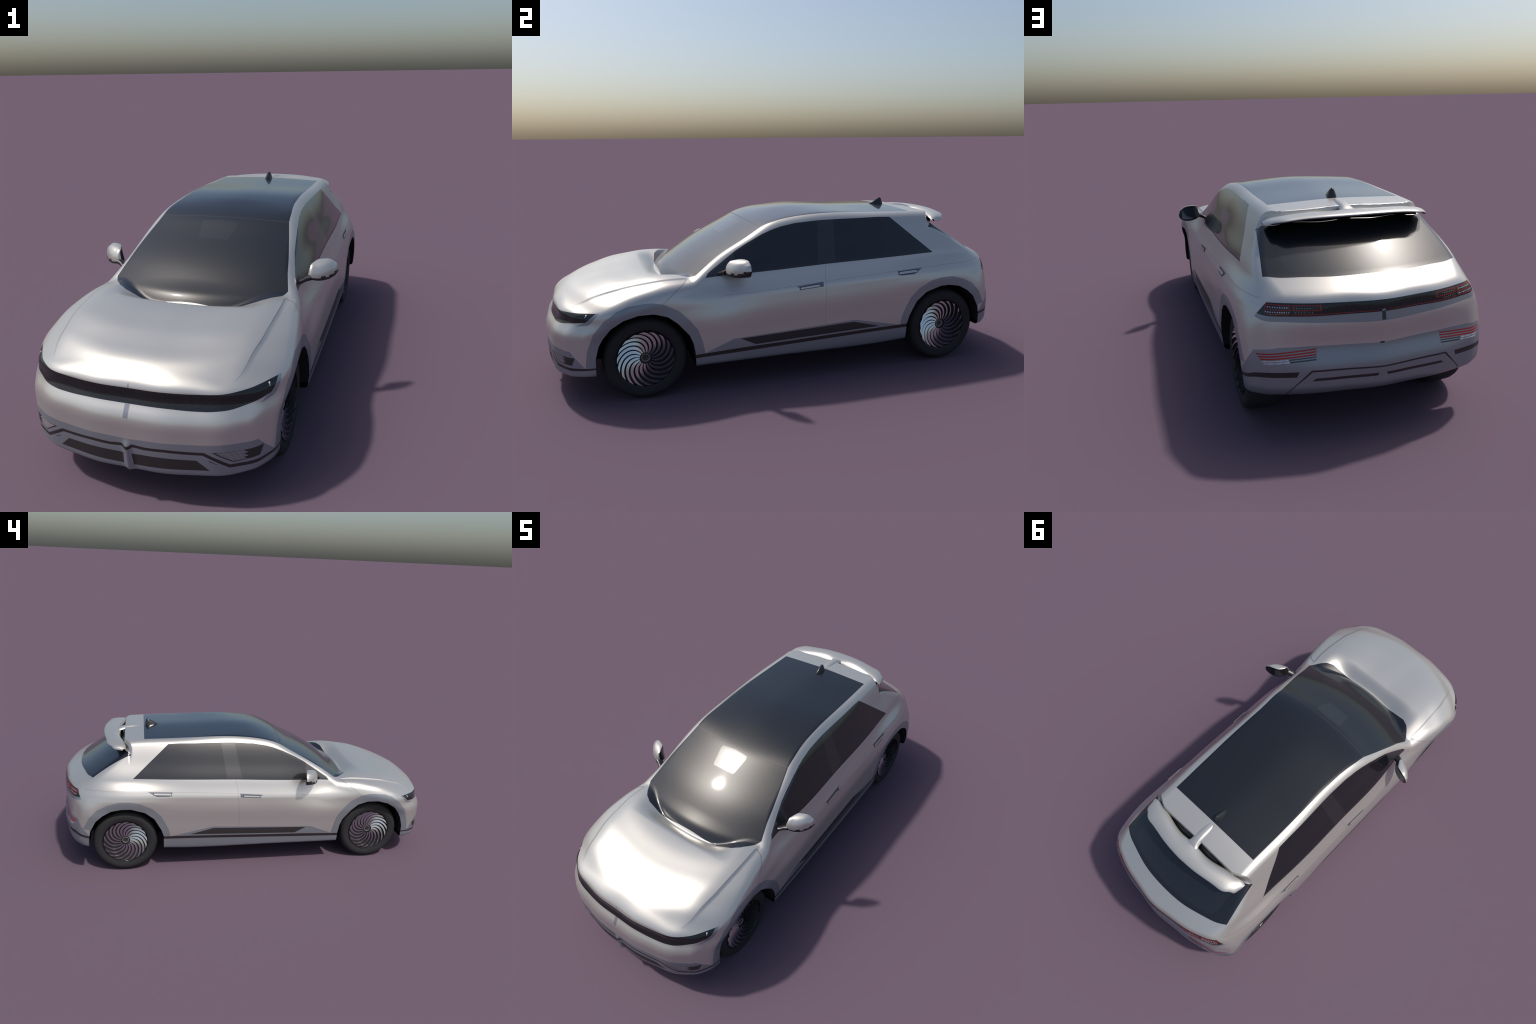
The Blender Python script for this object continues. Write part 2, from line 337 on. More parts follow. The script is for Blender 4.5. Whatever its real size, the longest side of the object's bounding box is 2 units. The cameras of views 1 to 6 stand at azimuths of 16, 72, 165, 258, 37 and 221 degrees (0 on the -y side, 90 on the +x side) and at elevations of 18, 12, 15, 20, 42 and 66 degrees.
    s.region('front_strip', [(-.1, .191), NOSE(.001, -.989, .191), NOSE(.014, -.989, .1975), NOSE(.05, -.99, .1945), NOSE(.107, -.988, .1965), NOSE(.177, -.977, .1935), NOSE(.219, -.968, .193),
             NOSE(.284, -.946, .1535), NOSE(.321, -.923, .152), NOSE(.353, -.893, .1515), NOSE(.388, -.839, .1545), NOSE(.393, -.805, .1555), NOSE(.393, -.805, .149), NOSE(.388, -.839, .147),
             NOSE(.353, -.893, .1405), NOSE(.321, -.922, .141), NOSE(.283, -.945, .1425), NOSE(.215, -.969, .184), NOSE(.177, -.977, .1845), NOSE(.108, -.988, .1875), NOSE(.05, -.99, .1855),
             NOSE(.016, -.989, .188), NOSE(.001, -.989, .182), (-.1, .182)], P_NOSE, nose)
    s.region('lower_grille', [(.0125, .167), (.10, .1685), (.197, .1665), (.231, .134), (.12, .1325), (.015, .1295)], P_XZ, nose)
    s.line('bumper_slit', [(.230, .166), (.254, .154)], .003, .001, P_XZ, nose)
    # --- tail
    tb = resample([TAIL(*q) for q in [(.001, .975, .4375), (.084, .968, .4375), (.166, .956, .438), (.244, .934, .438), (.295, .913, .438), (.327, .893, .436)]], 22)
    tl = resample([TAIL(*q) for q in [(.355, .884, .403), (.334, .905, .401), (.286, .928, .4015), (.221, .950, .402), (.14, .964, .4025), (.001, .978, .404)]], 22)
    tg = resample([TAIL(*q) for q in [(.362, .880, .394), (.341, .905, .387), (.300, .927, .386), (.249, .946, .385), (.17, .966, .382), (.087, .976, .378), (.001, .985, .377)]], 22)
    s.region('tail_trim', [(-.1, .41)] + tl[::-1] + tg + [(-.1, .377)], P_TAIL, tail)
    s.region('tail_light_bar', [(-.1, .4375)] + tb + tl + [(-.1, .404)], P_TAIL, tail)
    s.line('tail_light_line', [TAIL(.26, .935, .4065), TAIL(.18, .957, .4065), TAIL(.10, .969, .407), TAIL(.01, .977, .408)], .0022, .0012, P_TAIL, tail)
    s.line('tail_light_line', [TAIL(.331, .905, .407), TAIL(.267, .933, .4065)], .0024, .0024, P_TAIL, tail)
    s.region('rear_badge', [(-.01, .405), (.006, .405), (.006, .379), (-.01, .379)], P_XZ, tail)
    s.region('rear_badge_cap', [(-.01, .411), (.006, .411), (.006, .405), (-.01, .405)], P_XZ, tail)
    q = [np.array(TAIL(*p)) for p in [(.364, .902, .2895), (.205, .970, .304), (.203, .972, .271), (.345, .923, .2595)]]
    lerp = lambda u, v: tuple((q[0] * (1-u) + q[1] * u) * (1-v) + (q[3] * (1-u) + q[2] * u) * v)
    for a, b in [(0, .13), (.23, .37), (.46, .60)]:
        s.region('reflector_strip', [lerp(0, a), lerp(1, a), lerp(1, b), lerp(0, b)], P_TAIL, tail)
    for a, b in [(.68, .78), (.88, 1.0)]:
        s.region('reverse_lamp_strip', [lerp(0, a), lerp(.52, a), lerp(.52, b), lerp(0, b)], P_TAIL, tail)
        s.region('reverse_lamp_dark', [lerp(.52, a), lerp(1, a), lerp(1, b), lerp(.52, b)], P_TAIL, tail)  # dark inner half of each reverse lamp strip
    s.region('rear_corner_strip', [TAIL(.392, .83, .207), TAIL(.389, .850, .2125), TAIL(.369, .901, .229), TAIL(.333, .931, .236), TAIL(.248, .961, .238), TAIL(.256, .958, .2205), TAIL(.333, .930, .2195),
             TAIL(.370, .900, .2145), TAIL(.389, .858, .203), TAIL(.392, .83, .197)], P_TAIL, tail)
    s.region('rear_diffuser_line', [TAIL(.298, .915, .137), TAIL(.254, .955, .1985), TAIL(.232, .964, .223), TAIL(.214, .970, .242), TAIL(.146, .980, .242), TAIL(0, .99, .2385), (-.1, .238),
             (-.1, .233), TAIL(0, .99, .2335), TAIL(.146, .980, .2365), TAIL(.212, .971, .2365), TAIL(.229, .965, .219), TAIL(.252, .955, .196), TAIL(.296, .914, .135)], P_TAIL, tail)
    s.region('rear_diffuser_slot', [(.213, .2055), (.201, .2145), (.013, .2145), (.015, .205)], P_XZ, tail)
    s.region('plate_hook', [(-.01, .3085), (.008, .3085), (.006, .3035), (-.01, .3035)], P_XZ, tail)  # small dark notch at the plate hook
    # --- shut lines, then shade painted along the crease and the hood fold
    paint = ['body_panel', 'hood', 'front_door', 'rear_door', 'tailgate']
    s.line('shut_line', [(.115, .4745), (.106, .416), (.101, .34), (.099, .271), (.097, .192)], .0013, .0013, P_SIDE, side, paint)
    s.line('shut_line', [(-.452, .449), (-.474, .437), (-.495, .424), (-.525, .402), (-.555, .379)], .0035, .0015, P_SIDE, side, paint)
    s.line('crease_line', resample([(-.33, .3835), (-.199, .391), (-.018, .402), (.26, .417), (.436, .426), (.606, .4345), (.76, .4385), (.862, .4405)], 40), .0011, .0013, P_SIDE, side, paint)  # thin darker strip paints the shading edge along the door crease
    s.line('hood_line', resample([(.283, -.88), (.298, -.833), (.306, -.777), (.316, -.72), (.322, -.63), (.325, -.55), (.321, -.458)], 30), .0012, .0045, P_TOP, lambda c: c[:, 2] > .34, paint)  # widening grey strip paints the shading of the tilted fold
    # --- wheel openings and belly
    for opening in (ARCH_IN_F, ARCH_IN_R):
        s.region('opening', opening, P_SIDE, lambda c: c[:, 0] > .20)
    N = body_normal(s.V); fn = N[s.T].mean(1)
    low = (fn[:, 2] < -.75) & (s.centroids()[:, 2] < .17) & (s.lab != s.names.index('opening'))
    s.names.append('underbody'); s.lab[low] = len(s.names) - 1
    return s, N

# ------------------------------------------------------------------- materials
def material(name, color, metallic=0., rough=.5, coat=0., coat_rough=.1, grain=0., grain_scale=300., bump=0., spec=.5, second=None, second_scale=60.):
    m = bpy.data.materials.new(name); m.use_nodes = True
    nt = m.node_tree; b = nt.nodes['Principled BSDF']
    b.inputs['Metallic'].default_value = metallic; b.inputs['Roughness'].default_value = rough
    b.inputs['Coat Weight'].default_value = coat; b.inputs['Coat Roughness'].default_value = coat_rough
    b.inputs['Specular IOR Level'].default_value = spec
    tc = nt.nodes.new('ShaderNodeTexCoord'); nz = nt.nodes.new('ShaderNodeTexNoise')
    nz.inputs['Scale'].default_value = grain_scale if second is None else second_scale; nz.inputs['Detail'].default_value = 3
    nt.links.new(tc.outputs['Object'], nz.inputs['Vector'])
    rp = nt.nodes.new('ShaderNodeValToRGB'); c = np.array(color)
    if second is None:
        lo, hi = c * (1 - grain), np.minimum(c * (1 + grain), 1); rp.color_ramp.elements[0].position, rp.color_ramp.elements[1].position = .3, .7
    else:
        lo, hi = c, np.array(second); rp.color_ramp.elements[0].position, rp.color_ramp.elements[1].position = .42, .62
    rp.color_ramp.elements[0].color = (*lo, 1); rp.color_ramp.elements[1].color = (*hi, 1)
    nt.links.new(nz.outputs['Fac'], rp.inputs['Fac']); nt.links.new(rp.outputs['Color'], b.inputs['Base Color'])
    if bump:
        bp = nt.nodes.new('ShaderNodeBump'); bp.inputs['Strength'].default_value = bump; bp.inputs['Distance'].default_value = .001
        nt.links.new(nz.outputs['Fac'], bp.inputs['Height']); nt.links.new(bp.outputs['Normal'], b.inputs['Normal'])
    return m

MAT = {}
def make_materials():
    M = MAT
    M['paint'] = material('pearl_paint', PAINT, metallic=PAINT_METAL, rough=PAINT_ROUGH, grain=.015, grain_scale=900)
    M['seam'] = material('seam_dark', (.28, .27, .265), metallic=.5, rough=.5)  # darkened paint colour for the panel joints
    M['hood_shade'] = material('hood_fold_shade', (.30, .30, .31), metallic=.6, rough=.4)  # darker grey standing in for shade on the hood fold
    M['glass_seam'] = material('glass_seam', (.030, .028, .030), rough=.4)
    M['crease'] = material('crease_shade', (.33, .30, .29), metallic=.6, rough=.45)  # body colour darkened to draw shade along the crease
    M['glass'] = material('tinted_glass', GLASS, rough=.36, coat=1., coat_rough=.05, spec=.35)
    M['glass_dark'] = material('glass_frit', (.005, .006, .008), rough=.36, coat=1., coat_rough=.05, spec=.35)
    M['pane'] = material('rear_pane', (.009, .011, .014), rough=.36, coat=1., coat_rough=.05, spec=.35)
    M['pillar'] = material('pillar_trim', (.009, .0095, .011), rough=.36, coat=1., coat_rough=.1)
    M['sail'] = material('sail_trim', (.022, .022, .024), rough=.36, coat=.8, coat_rough=.1)
    M['camera'] = material('camera_shade', (.0075, .0078, .0098), rough=.31, coat=1., coat_rough=.07)
    M['chrome'] = material('belt_gloss', (.05, .05, .05), metallic=.4, rough=.25)
    M['clad'] = material('grey_cladding', CLAD, metallic=CLAD_METAL, rough=CLAD_ROUGH, grain=.02, grain_scale=500)
    M['black'] = material('black_plastic', (.022, .016, .017), rough=.45)
    M['mesh'] = material('mesh_plastic', (.026, .022, .022), rough=.5, grain=.3, grain_scale=260, bump=.3)
    M['lamp'] = material('lamp_glass', (.012, .012, .014), rough=.16, grain=.35, grain_scale=220)
    M['lampglass'] = material('headlamp_glass', (.012, .015, .016), rough=.12)
    M['drl'] = material('lamp_white', (.8, .82, .85), rough=.3)
    M['slat'] = material('slat_light', (.40, .36, .37), rough=.5)
    M['tail'] = material('tail_glass', (.014, .018, .018), rough=.2, grain=.5, grain_scale=160)
    M['red'] = material('red_lens', (.34, .020, .020), rough=.35)
    M['white'] = material('white_lens', (.62, .66, .70), rough=.35, second=(.30, .33, .37), second_scale=90)
    M['badge'] = material('badge_grey', (.26, .27, .30), metallic=.5, rough=.35)
    M['badge_dark'] = material('badge_dark', (.03, .045, .055), rough=.3)
    M['under'] = material('underbody', (.012, .011, .012), rough=.8)
    M['liner'] = material('wheel_liner', (.012, .010, .011), rough=.9)
    M['tyre'] = material('rubber', (.024, .024, .025), rough=.75, grain=.1, grain_scale=200, spec=.3)
    M['rim'] = material('rim_black', (.012, .011, .012), rough=.3)
    M['blade'] = material('blade_metal', (.56, .57, .60), metallic=1., rough=.22, grain=.04, grain_scale=400)
    M['blade_edge'] = material('blade_edge', (.015, .015, .016), rough=.4)
    M['cap'] = material('hub_dark', (.03, .03, .032), rough=.4)
    M['cap_ring'] = material('hub_ring', (.34, .33, .30), metallic=.6, rough=.35)
    M['spoiler_under'] = material('spoiler_black', (.003, .003, .003), rough=1., spec=0.)
    M['mirror_black'] = material('mirror_black', (.02, .018, .02), rough=.35)
    M['mirror_glass'] = material('mirror_glass', (.20, .21, .23), metallic=.9, rough=.12)
    M['antenna'] = material('antenna_black', (.02, .021, .024), rough=.2)
    M['handle'] = material('handle_grey', (.15, .165, .20), metallic=.5, rough=.4)
    M['frame'] = material('handle_frame', (.028, .030, .034), rough=.5)

# --------------------------------------------------------------------- helpers
ROOT = None
def add(name, V, F, mat, normals=None, parent=None, smooth=True, kind=None, sharp=None):
    me = bpy.data.meshes.new(name)
    me.from_pydata([tuple(map(float, v)) for v in V], [], [tuple(map(int, f)) for f in F])
    me.update()
    me.materials.append(MAT[mat] if isinstance(mat, str) else mat)
    if smooth: me.polygons.foreach_set('use_smooth', [True] * len(me.polygons))
    if normals is not None: me.normals_split_custom_set_from_vertices([tuple(map(float, n)) for n in normals])
    elif sharp: me.set_sharp_from_angle(angle=math.radians(sharp))
    o = bpy.data.objects.new(name, me); bpy.context.scene.collection.objects.link(o)
    o.parent = parent if parent is not None else ROOT
    if kind: o['kind'] = kind
    return o

def mirrored(o):
    """right-hand twin of a left-hand part"""
    me = o.data.copy(); me.name = o.data.name
    n = len(me.vertices); co = np.empty(n * 3); me.vertices.foreach_get('co', co); co = co.reshape(-1, 3); co[:, 0] *= -1
    F = [tuple(p.vertices)[::-1] for p in me.polygons]; mi = [p.material_index for p in me.polygons]
    p = bpy.data.objects.new(o.name, bpy.data.meshes.new(o.name)); p.data.from_pydata(co.tolist(), [], F)
    for m in o.data.materials: p.data.materials.append(m)
    p.data.polygons.foreach_set('material_index', mi); p.data.polygons.foreach_set('use_smooth', [q.use_smooth for q in o.data.polygons])
    p.data.update(); p.data.set_sharp_from_angle(angle=math.radians(35))
    bpy.context.scene.collection.objects.link(p); p.parent = o.parent
    if 'kind' in o: p['kind'] = o['kind']
    bpy.data.meshes.remove(me)
    return p

PAIRED = {'front_door', 'rear_door', 'side_window', 'window_pillar', 'mirror_sail', 'belt_moulding', 'sill_cladding', 'wheel_arch_trim', 'sill_panel', 'sill_strip',
          'lamp_surround', 'headlamp', 'daytime_lamp', 'fog_grille', 'fog_grille_slat', 'lower_grille', 'bumper_slit', 'reflector_strip', 'reverse_lamp_strip',
          'reverse_lamp_dark', 'rear_corner_strip', 'rear_diffuser_slot', 'crease_line', 'hood_line', 'shut_line'}
PART_MAT = dict(body_panel='paint', hood='paint', front_door='paint', rear_door='paint', tailgate='paint', windshield='glass', roof_glass='glass', windshield_seam='glass_seam',
    camera_cover='camera', rear_window='glass_dark', rear_window_pane='pane', side_window='glass', window_pillar='pillar', mirror_sail='sail', belt_moulding='chrome',
    front_bumper_cladding='clad', rear_bumper_cladding='clad', sill_cladding='clad', wheel_arch_trim='clad', sill_panel='mesh', sill_strip='black', lamp_surround='clad',
    front_light_bar='lamp', headlamp='lampglass', daytime_lamp='drl', front_badge='badge', hood_notch='badge', fog_grille='mesh', fog_grille_slat='slat', front_strip='black',
    lower_grille='mesh', bumper_slit='black', tail_trim='clad', tail_light_bar='tail', tail_light_line='red', rear_badge='badge_dark', rear_badge_cap='badge', reflector_strip='red',
    reverse_lamp_strip='white', reverse_lamp_dark='badge_dark', rear_corner_strip='black', rear_diffuser_line='black', rear_diffuser_slot='black', plate_hook='black',
    shut_line='seam', crease_line='crease', hood_line='hood_shade', underbody='under')
NAME_OUT = dict(body_panel='body', daytime_lamp='daytime_running_lamp', camera_cover='camera_housing')

def build_body():
    s, N = build_shell()
    fn = np.cross(s.V[s.T[:, 1]] - s.V[s.T[:, 0]], s.V[s.T[:, 2]] - s.V[s.T[:, 0]])
    flip = (fn * N[s.T].mean(1)).sum(1) < 0
    s.T[flip] = s.T[flip][:, ::-1]
    for i, name in enumerate(s.names):
        if name == 'opening': continue
        T = s.T[s.lab == i]
        if not len(T): continue
        idx, inv = np.unique(T, return_inverse=True); T = inv.reshape(-1, 3); V, n = s.V[idx], N[idx].copy()
        mid = V[:, 0] < 1e-6; n[mid, 0] = 0; n /= np.linalg.norm(n, axis=1, keepdims=True)
        out = NAME_OUT.get(name, name)
        if name in PAIRED:
            groups = [T]
            if name == 'wheel_arch_trim':
                front = V[T].mean(1)[:, 1] < 0; groups = [T[front], T[~front]]
            if name == 'side_window':
                front = V[T].mean(1)[:, 1] < .13; groups = [T[front], T[~front]]
            for G in groups:
                ii, iv = np.unique(G, return_inverse=True); G = iv.reshape(-1, 3)
                add(out, V[ii], G, PART_MAT[name], n[ii])
                add(out, V[ii] * [-1, 1, 1], G[:, ::-1], PART_MAT[name], n[ii] * [-1, 1, 1])
        else:
            m = len(V); other = np.where(mid, np.arange(m), np.cumsum(~mid) - 1 + m)
            V2 = np.concatenate([V, V[~mid] * [-1, 1, 1]]); n2 = np.concatenate([n, n[~mid] * [-1, 1, 1]])
            add(out, V2, np.concatenate([T, other[T][:, ::-1]]), PART_MAT[name], n2)

def surface_y(x, z, front):
    """y of the skin at (x, z) on the nose or the tail"""
    y = np.full_like(np.asarray(x, float), -1.1 if front else 1.1)
    for _ in range(60):
        y = y - (body_field(np.stack([x, y, z], 1)) * (-1 if front else 1)) * .8
    return y

def surface_x(y, z):
    x = np.full_like(np.asarray(y, float), .5)
    for _ in range(60):
        x = x - body_field(np.stack([x, y, z], 1)) * .8
    return x

def build_wheel_wells():
    for A, za, zb in ((ARCH_IN_F, .136, .134), (ARCH_IN_R, .138, .176)):
        p = np.array(A); p = np.array([p[0] * [1, 0] + [0, za]] + [q for q in p[1:-1]] + [p[-1] * [1, 0] + [0, zb]])
        d = []
        for a, b in zip(p[:-1], p[1:]):
            d += [a + (b - a) * t for t in np.linspace(0, 1, 5)[:-1]]
        p = np.array(d + [p[-1]]); c = p.mean(0)
        xo = surface_x(p[:, 0], np.maximum(p[:, 1], .16)) - .0015
        po = c + (p - c) * 1.0
        n = len(p); V = np.concatenate([np.c_[xo, po], np.c_[np.full(n, .20), c + (p - c) * 1.02], [[.20, c[0], .14]]])
        F = [(i, i+1, n+i+1, n+i) for i in range(n-1)] + [(n+i, n+i+1, 2*n) for i in range(n-1)]
        mirrored(add('wheel_liner', V, F, 'liner', sharp=60))

def lathe(profile, n, flip=False):
    """revolve (r, x) profile about the x axis"""
    a = np.linspace(0, 2*np.pi, n, endpoint=False); V = []; F = []
    for r, x in profile:
        V += [(x, r*math.cos(t), r*math.sin(t)) for t in a]
    for i in range(len(profile)-1):
        for j in range(n):
            k = (j+1) % n; f = (i*n+j, i*n+k, (i+1)*n+k, (i+1)*n+j); F.append(f[::-1] if flip else f)
    return np.array(V), F

WHEELS = [(-.626, .161), (.673, .161)]
def build_wheels():
    # one left-hand wheel at the origin of the axle, outer side towards +x; x = 0 is the hub plane
    tyre, tf = lathe([(.111, -.045), (.112, .014), (.1135, .022), (.118, .0235), (.126, .0255), (.137, .027), (.147, .0245), (.1545, .018), (.159, .007), (.1605, -.005),
                      (.161, -.02), (.161, -.055), (.1605, -.07), (.158, -.084), (.150, -.097), (.135, -.103), (.115, -.10), (.111, -.09)], 96, True)
    rim, rf = lathe([(.1145, .0205), (.1135, .0245), (.111, .0235), (.109, .0175), (.1085, .010), (.104, -.02), (.100, -.06), (.100, -.09)], 96, True)
    cap, cf = lathe([(.027, -.006), (.026, .000), (.0235, .0035), (.019, .0045), (.0165, .0035)], 48, True)
    ring, gf = lathe([(.0165, .0030), (.0155, .0050), (.0135, .0050), (.0125, .0030)], 48, True)
    core, of = lathe([(.0126, .0028), (.010, .0022), (.0001, .0018)], 32, True)
    # swirl blade: pitched, curved vane
    rs = np.linspace(.023, .1075, 26); t = (rs - .023) / .0845
    sweep = np.radians(-8) + np.radians(58) * t ** 1.75
    half = np.radians(180 / 18) * (.68 - .15 * t)
    blade_x = lambda r, a: .0125 + BLADE_PITCH * r * (a - math.radians(30)) + .0035 * math.sin(math.pi * (r - .023) / .0845)     # plane vane pitched along the rim
    disc, df = lathe([(float(r), blade_x(r, a) - .0045) for r, a in list(zip(rs, sweep))[::-3]] + [(.0001, -.004)], 48, True)
    bV, bF, sF = [], [], []
    for r, sw, hw, tt in zip(rs, sweep, half, t):
        for k, u in enumerate((-1, -.33, .33, 1)):
            a = sw + u * hw
            x = blade_x(r, a)
            bV.append((x, r * math.cos(a), r * math.sin(a)))
        for u in (-1, 1):
            a = sw + u * hw * 1.0
            x = blade_x(r, a) - .008
            bV.append((x, r * math.cos(a), r * math.sin(a)))
    for i in range(len(rs)-1):
        o, q = i*6, (i+1)*6
        bF += [(o+k, o+k+1, q+k+1, q+k) for k in range(3)]
        sF += [(o+4, o, q, q+4), (o+3, o+5, q+5, q+3)]
    e = (len(rs)-1)*6; sF += [(e, e+4, e+5, e+3, e+2, e+1)]
    blade_me = None
    for side in (1, -1):
        for (y, z) in WHEELS:
            W = bpy.data.objects.new('wheel', None); bpy.context.scene.collection.objects.link(W); W.parent = ROOT
            W.location = (side * .352, y, z)
            mk = lambda V: np.array(V) * [side, 1, 1]
            det = side                                           # the two flanks are mirror twins
            fx = lambda F: [f if det > 0 else f[::-1] for f in F]
            for nm, V, F, m, sh in (('tyre', tyre, tf, 'tyre', 60), ('rim', rim, rf, 'rim', 40), ('brake_cover', disc, df, 'liner', 40), ('hub_cap', cap, cf, 'cap', 50),
                                    ('hub_ring', ring, gf, 'cap_ring', 50), ('hub_core', core, of, 'cap', 50)):
                add(nm, mk(V), fx(F), m, parent=W, sharp=sh)
            key = 'blade%d' % side
            if key not in MESHES:
                me = bpy.data.meshes.new('blade'); V = mk(bV); FF = fx(bF + sF)
                me.from_pydata(V.tolist(), [], [tuple(f) for f in FF]); me.materials.append(MAT['blade']); me.materials.append(MAT['blade_edge'])
                me.polygons.foreach_set('material_index', [0]*len(bF) + [1]*len(sF)); me.polygons.foreach_set('use_smooth', [True]*len(FF)); me.update()
                me.set_sharp_from_angle(angle=math.radians(40)); MESHES[key] = me
            for k in range(18):
                b = bpy.data.objects.new('blade', MESHES[key]); bpy.context.scene.collection.objects.link(b); b.parent = W
                b.rotation_euler = (math.radians(20 * k + 7), 0, 0)
MESHES = {}

def grid_faces(nu, nv, closed=False):
    F = []
    for i in range(nu-1):
        for j in range(nv if closed else nv-1):
            k = (j+1) % nv; F.append((i*nv+j, i*nv+k, (i+1)*nv+k, (i+1)*nv+j))
    return F

def build_mirrors():
    xs = [.362, .368, .38, .40, .42, .44, .452, .459, .463]
    cols = dict(yb=[-.283, -.275, -.260, -.246, -.238, -.2325, -.2305, -.2295, -.2295], yf=[-.302, -.308, -.310, -.304, -.293, -.275, -.260, -.248, -.236],
                lo=[.474, .469, .464, .460, .4595, .4635, .4695, .4765, .4845], hi=[.5195, .5215, .525, .528, .5285, .5235, .515, .506, .492])
    S = {k: Spline(list(zip(xs, v))) for k, v in cols.items()}
    X = np.linspace(.362, .463, 40); nv = 36; V = []
    for x in X:
        yb, yf, lo, hi = (float(S[k](x)) for k in ('yb', 'yf', 'lo', 'hi'))
        zw = lo + .14 * (hi - lo)                                # waist: dome above, shallow pan below
        for a in np.linspace(0, math.pi, nv):                    # top edge -> front -> bottom edge
            c, sn = math.cos(a), math.sin(a)
            z = zw + (hi - zw) * c ** .85 if c > 0 else zw - (zw - lo) * (-c) ** .6
            lean = (z - .472) * .25 * max(0., 1 - (x - .362) / .03)      # inner end leans outward
            V.append((x + lean, yb + (yf-yb) * abs(sn) ** .8, z))
    V = np.array(V); F = grid_faces(len(X), nv)
    cen = V[np.array(F)].mean(1)
    step = np.where(cen[:, 0] < .374, .006, 0) + np.where(cen[:, 0] > .438, .006, 0) + np.where(cen[:, 0] > .452, .006, 0)
    upper = cen[:, 2] > .4745 + (cen[:, 0] - .362) * .04 + step
    F = np.array(F)
    c0 = len(V) ; rings = [V[i*nv:(i+1)*nv] for i in range(len(X))]
    def sub(name, sel, m):
        idx, inv = np.unique(F[sel], return_inverse=True)
        return mirrored(add(name, V[idx], inv.reshape(-1, 4), m, parent=ROOT, sharp=50))
    sub('mirror_cap', upper, 'paint'); sub('mirror_housing', ~upper, 'mirror_black')
    # back: frame and glass
    top = np.array([r[0] for r in rings]); bot = np.array([r[-1] for r in rings])
    Vb = np.concatenate([top, bot]); n = len(top)
    mirrored(add('mirror_frame', Vb, [(i, i+1, n+i+1, n+i) for i in range(n-1)] , 'mirror_black', sharp=50))
    t2 = (top * .88 + bot * .12)[3:-5]; b2 = (top * .12 + bot * .88)[3:-5]; n = len(t2)
    mirrored(add('mirror_glass', np.concatenate([t2, b2]) + [0, .0018, 0], [(i, i+1, n+i+1, n+i) for i in range(n-1)], 'mirror_glass', sharp=50))
    end = np.concatenate([rings[0]]); mirrored(add('mirror_cheek', end, [tuple(range(nv))], 'mirror_black', sharp=30))
    # arm that carries the housing
    sec = []
    for (x, y, z, hy, hz) in [(.335, -.318, .462, .020, .010), (.350, -.314, .466, .018, .010), (.362, -.306, .472, .017, .011), (.378, -.297, .476, .020, .012)]:
        sec += [(x, y + hy * math.cos(a), z + hz * math.sin(a)) for a in np.linspace(0, 2*math.pi, 16, endpoint=False)]
    mirrored(add('mirror_arm', sec, grid_faces(4, 16, True), 'mirror_black', sharp=60))

def build_spoiler():
    X = np.linspace(0, .279, 40)
    lead = Spline([(0, .688), (.03, .6885), (.08, .689), (.13, .681), (.187, .668), (.227, .664), (.262, .658), (.279, .660)])
    trail = Spline([(0, .7735), (.1, .7665), (.2, .7505), (.242, .7365), (.262, .721), (.275, .699), (.279, .673)])
    ztop = Spline([(0, .6545), (.1, .6530), (.2, .6465), (.25, .6385), (.27, .630), (.279, .622)])
    zlead = Spline([(0, .650), (.025, .646), (.06, .637), (.11, .633), (.17, .633), (.22, .635), (.25, .632), (.27, .625), (.279, .619)])
    rows = []
    for x in X:
        yl, yt, zt, zl = float(lead(x)), float(trail(x)), float(ztop(x)), float(zlead(x))
        d = yt - yl; e = max(0., 1 - x / .279) ** .25
        lip = .0015 + .0025 * e
        rows.append([(x, yl + d*.05, zl - .008 * e), (x, yl, zl - .003 * e), (x, yl + d*.02, zl), (x, yl + d*.14, zl + (zt-zl)*.55), (x, yl + d*.32, zl + (zt-zl)*.95), (x, yl + d*.6, zt), (x, yl + d*.84, zt - .0025),
                     (x, yl + d*.975, zt - .0055), (x, yt, zt - .0075), (x, yt + .0005, zt - .0085), (x, yt - .0005, zt - .0085 - lip*.5), (x, yt - .003, zt - .0085 - lip)])
    under = []
    for x, r in zip(X, rows):
        a, b = np.array(r[-1]), np.array(r[0]); under.append([tuple(a), tuple(a + (b-a)*.33 + [0, 0, .002]), tuple(a + (b-a)*.66 + [0, 0, .002]), tuple(b)])
    def both(rows):
        rows = [[(-x, y, z) for x, y, z in r] for r in rows[:0:-1]] + rows
        return np.array(rows).reshape(-1, 3), grid_faces(len(rows), len(rows[0]))
    V, F = both(rows); add('spoiler', V, F, 'paint', sharp=38)
    V, F = both(under); add('spoiler_underside', V, F, 'spoiler_under', sharp=60)
    # dark baffle added to keep bright reflections out between blade and glass
    blocker = []
    for x in np.linspace(0, .262, 36):
        yl, zl = float(lead(x)), float(zlead(x)); y2 = yl + .004
        zg = float(tail_line(y2 + K['tail_plan'] * x * x)) + .0015
        blocker.append([(x, yl + .004, zl - .006), (x, y2, min(zg, zl - .007))])
    V, F = both(blocker); add('reflection_blocker', V, F, 'spoiler_under', sharp=60)
    # central fin from the roof panel to the spoiler
    V = []
    for y, w, h, z0 in [(.578, .015, .0005, .6655), (.600, .017, .003, .6645), (.630, .018, .0055, .6625), (.660, .0185, .007, .6575), (.680, .0195, .0075, .6525), (.690, .023, .006, .6505), (.700, .029, .0025, .6500)]:
        for t in np.linspace(-1, 1, 15):
            V.append((t * w * 1.25, y, z0 - .006 + (h + .006) * (1 - abs(t) ** 3.2)))
    add('spoiler_fin', V, grid_faces(7, 15), 'paint', sharp=60)

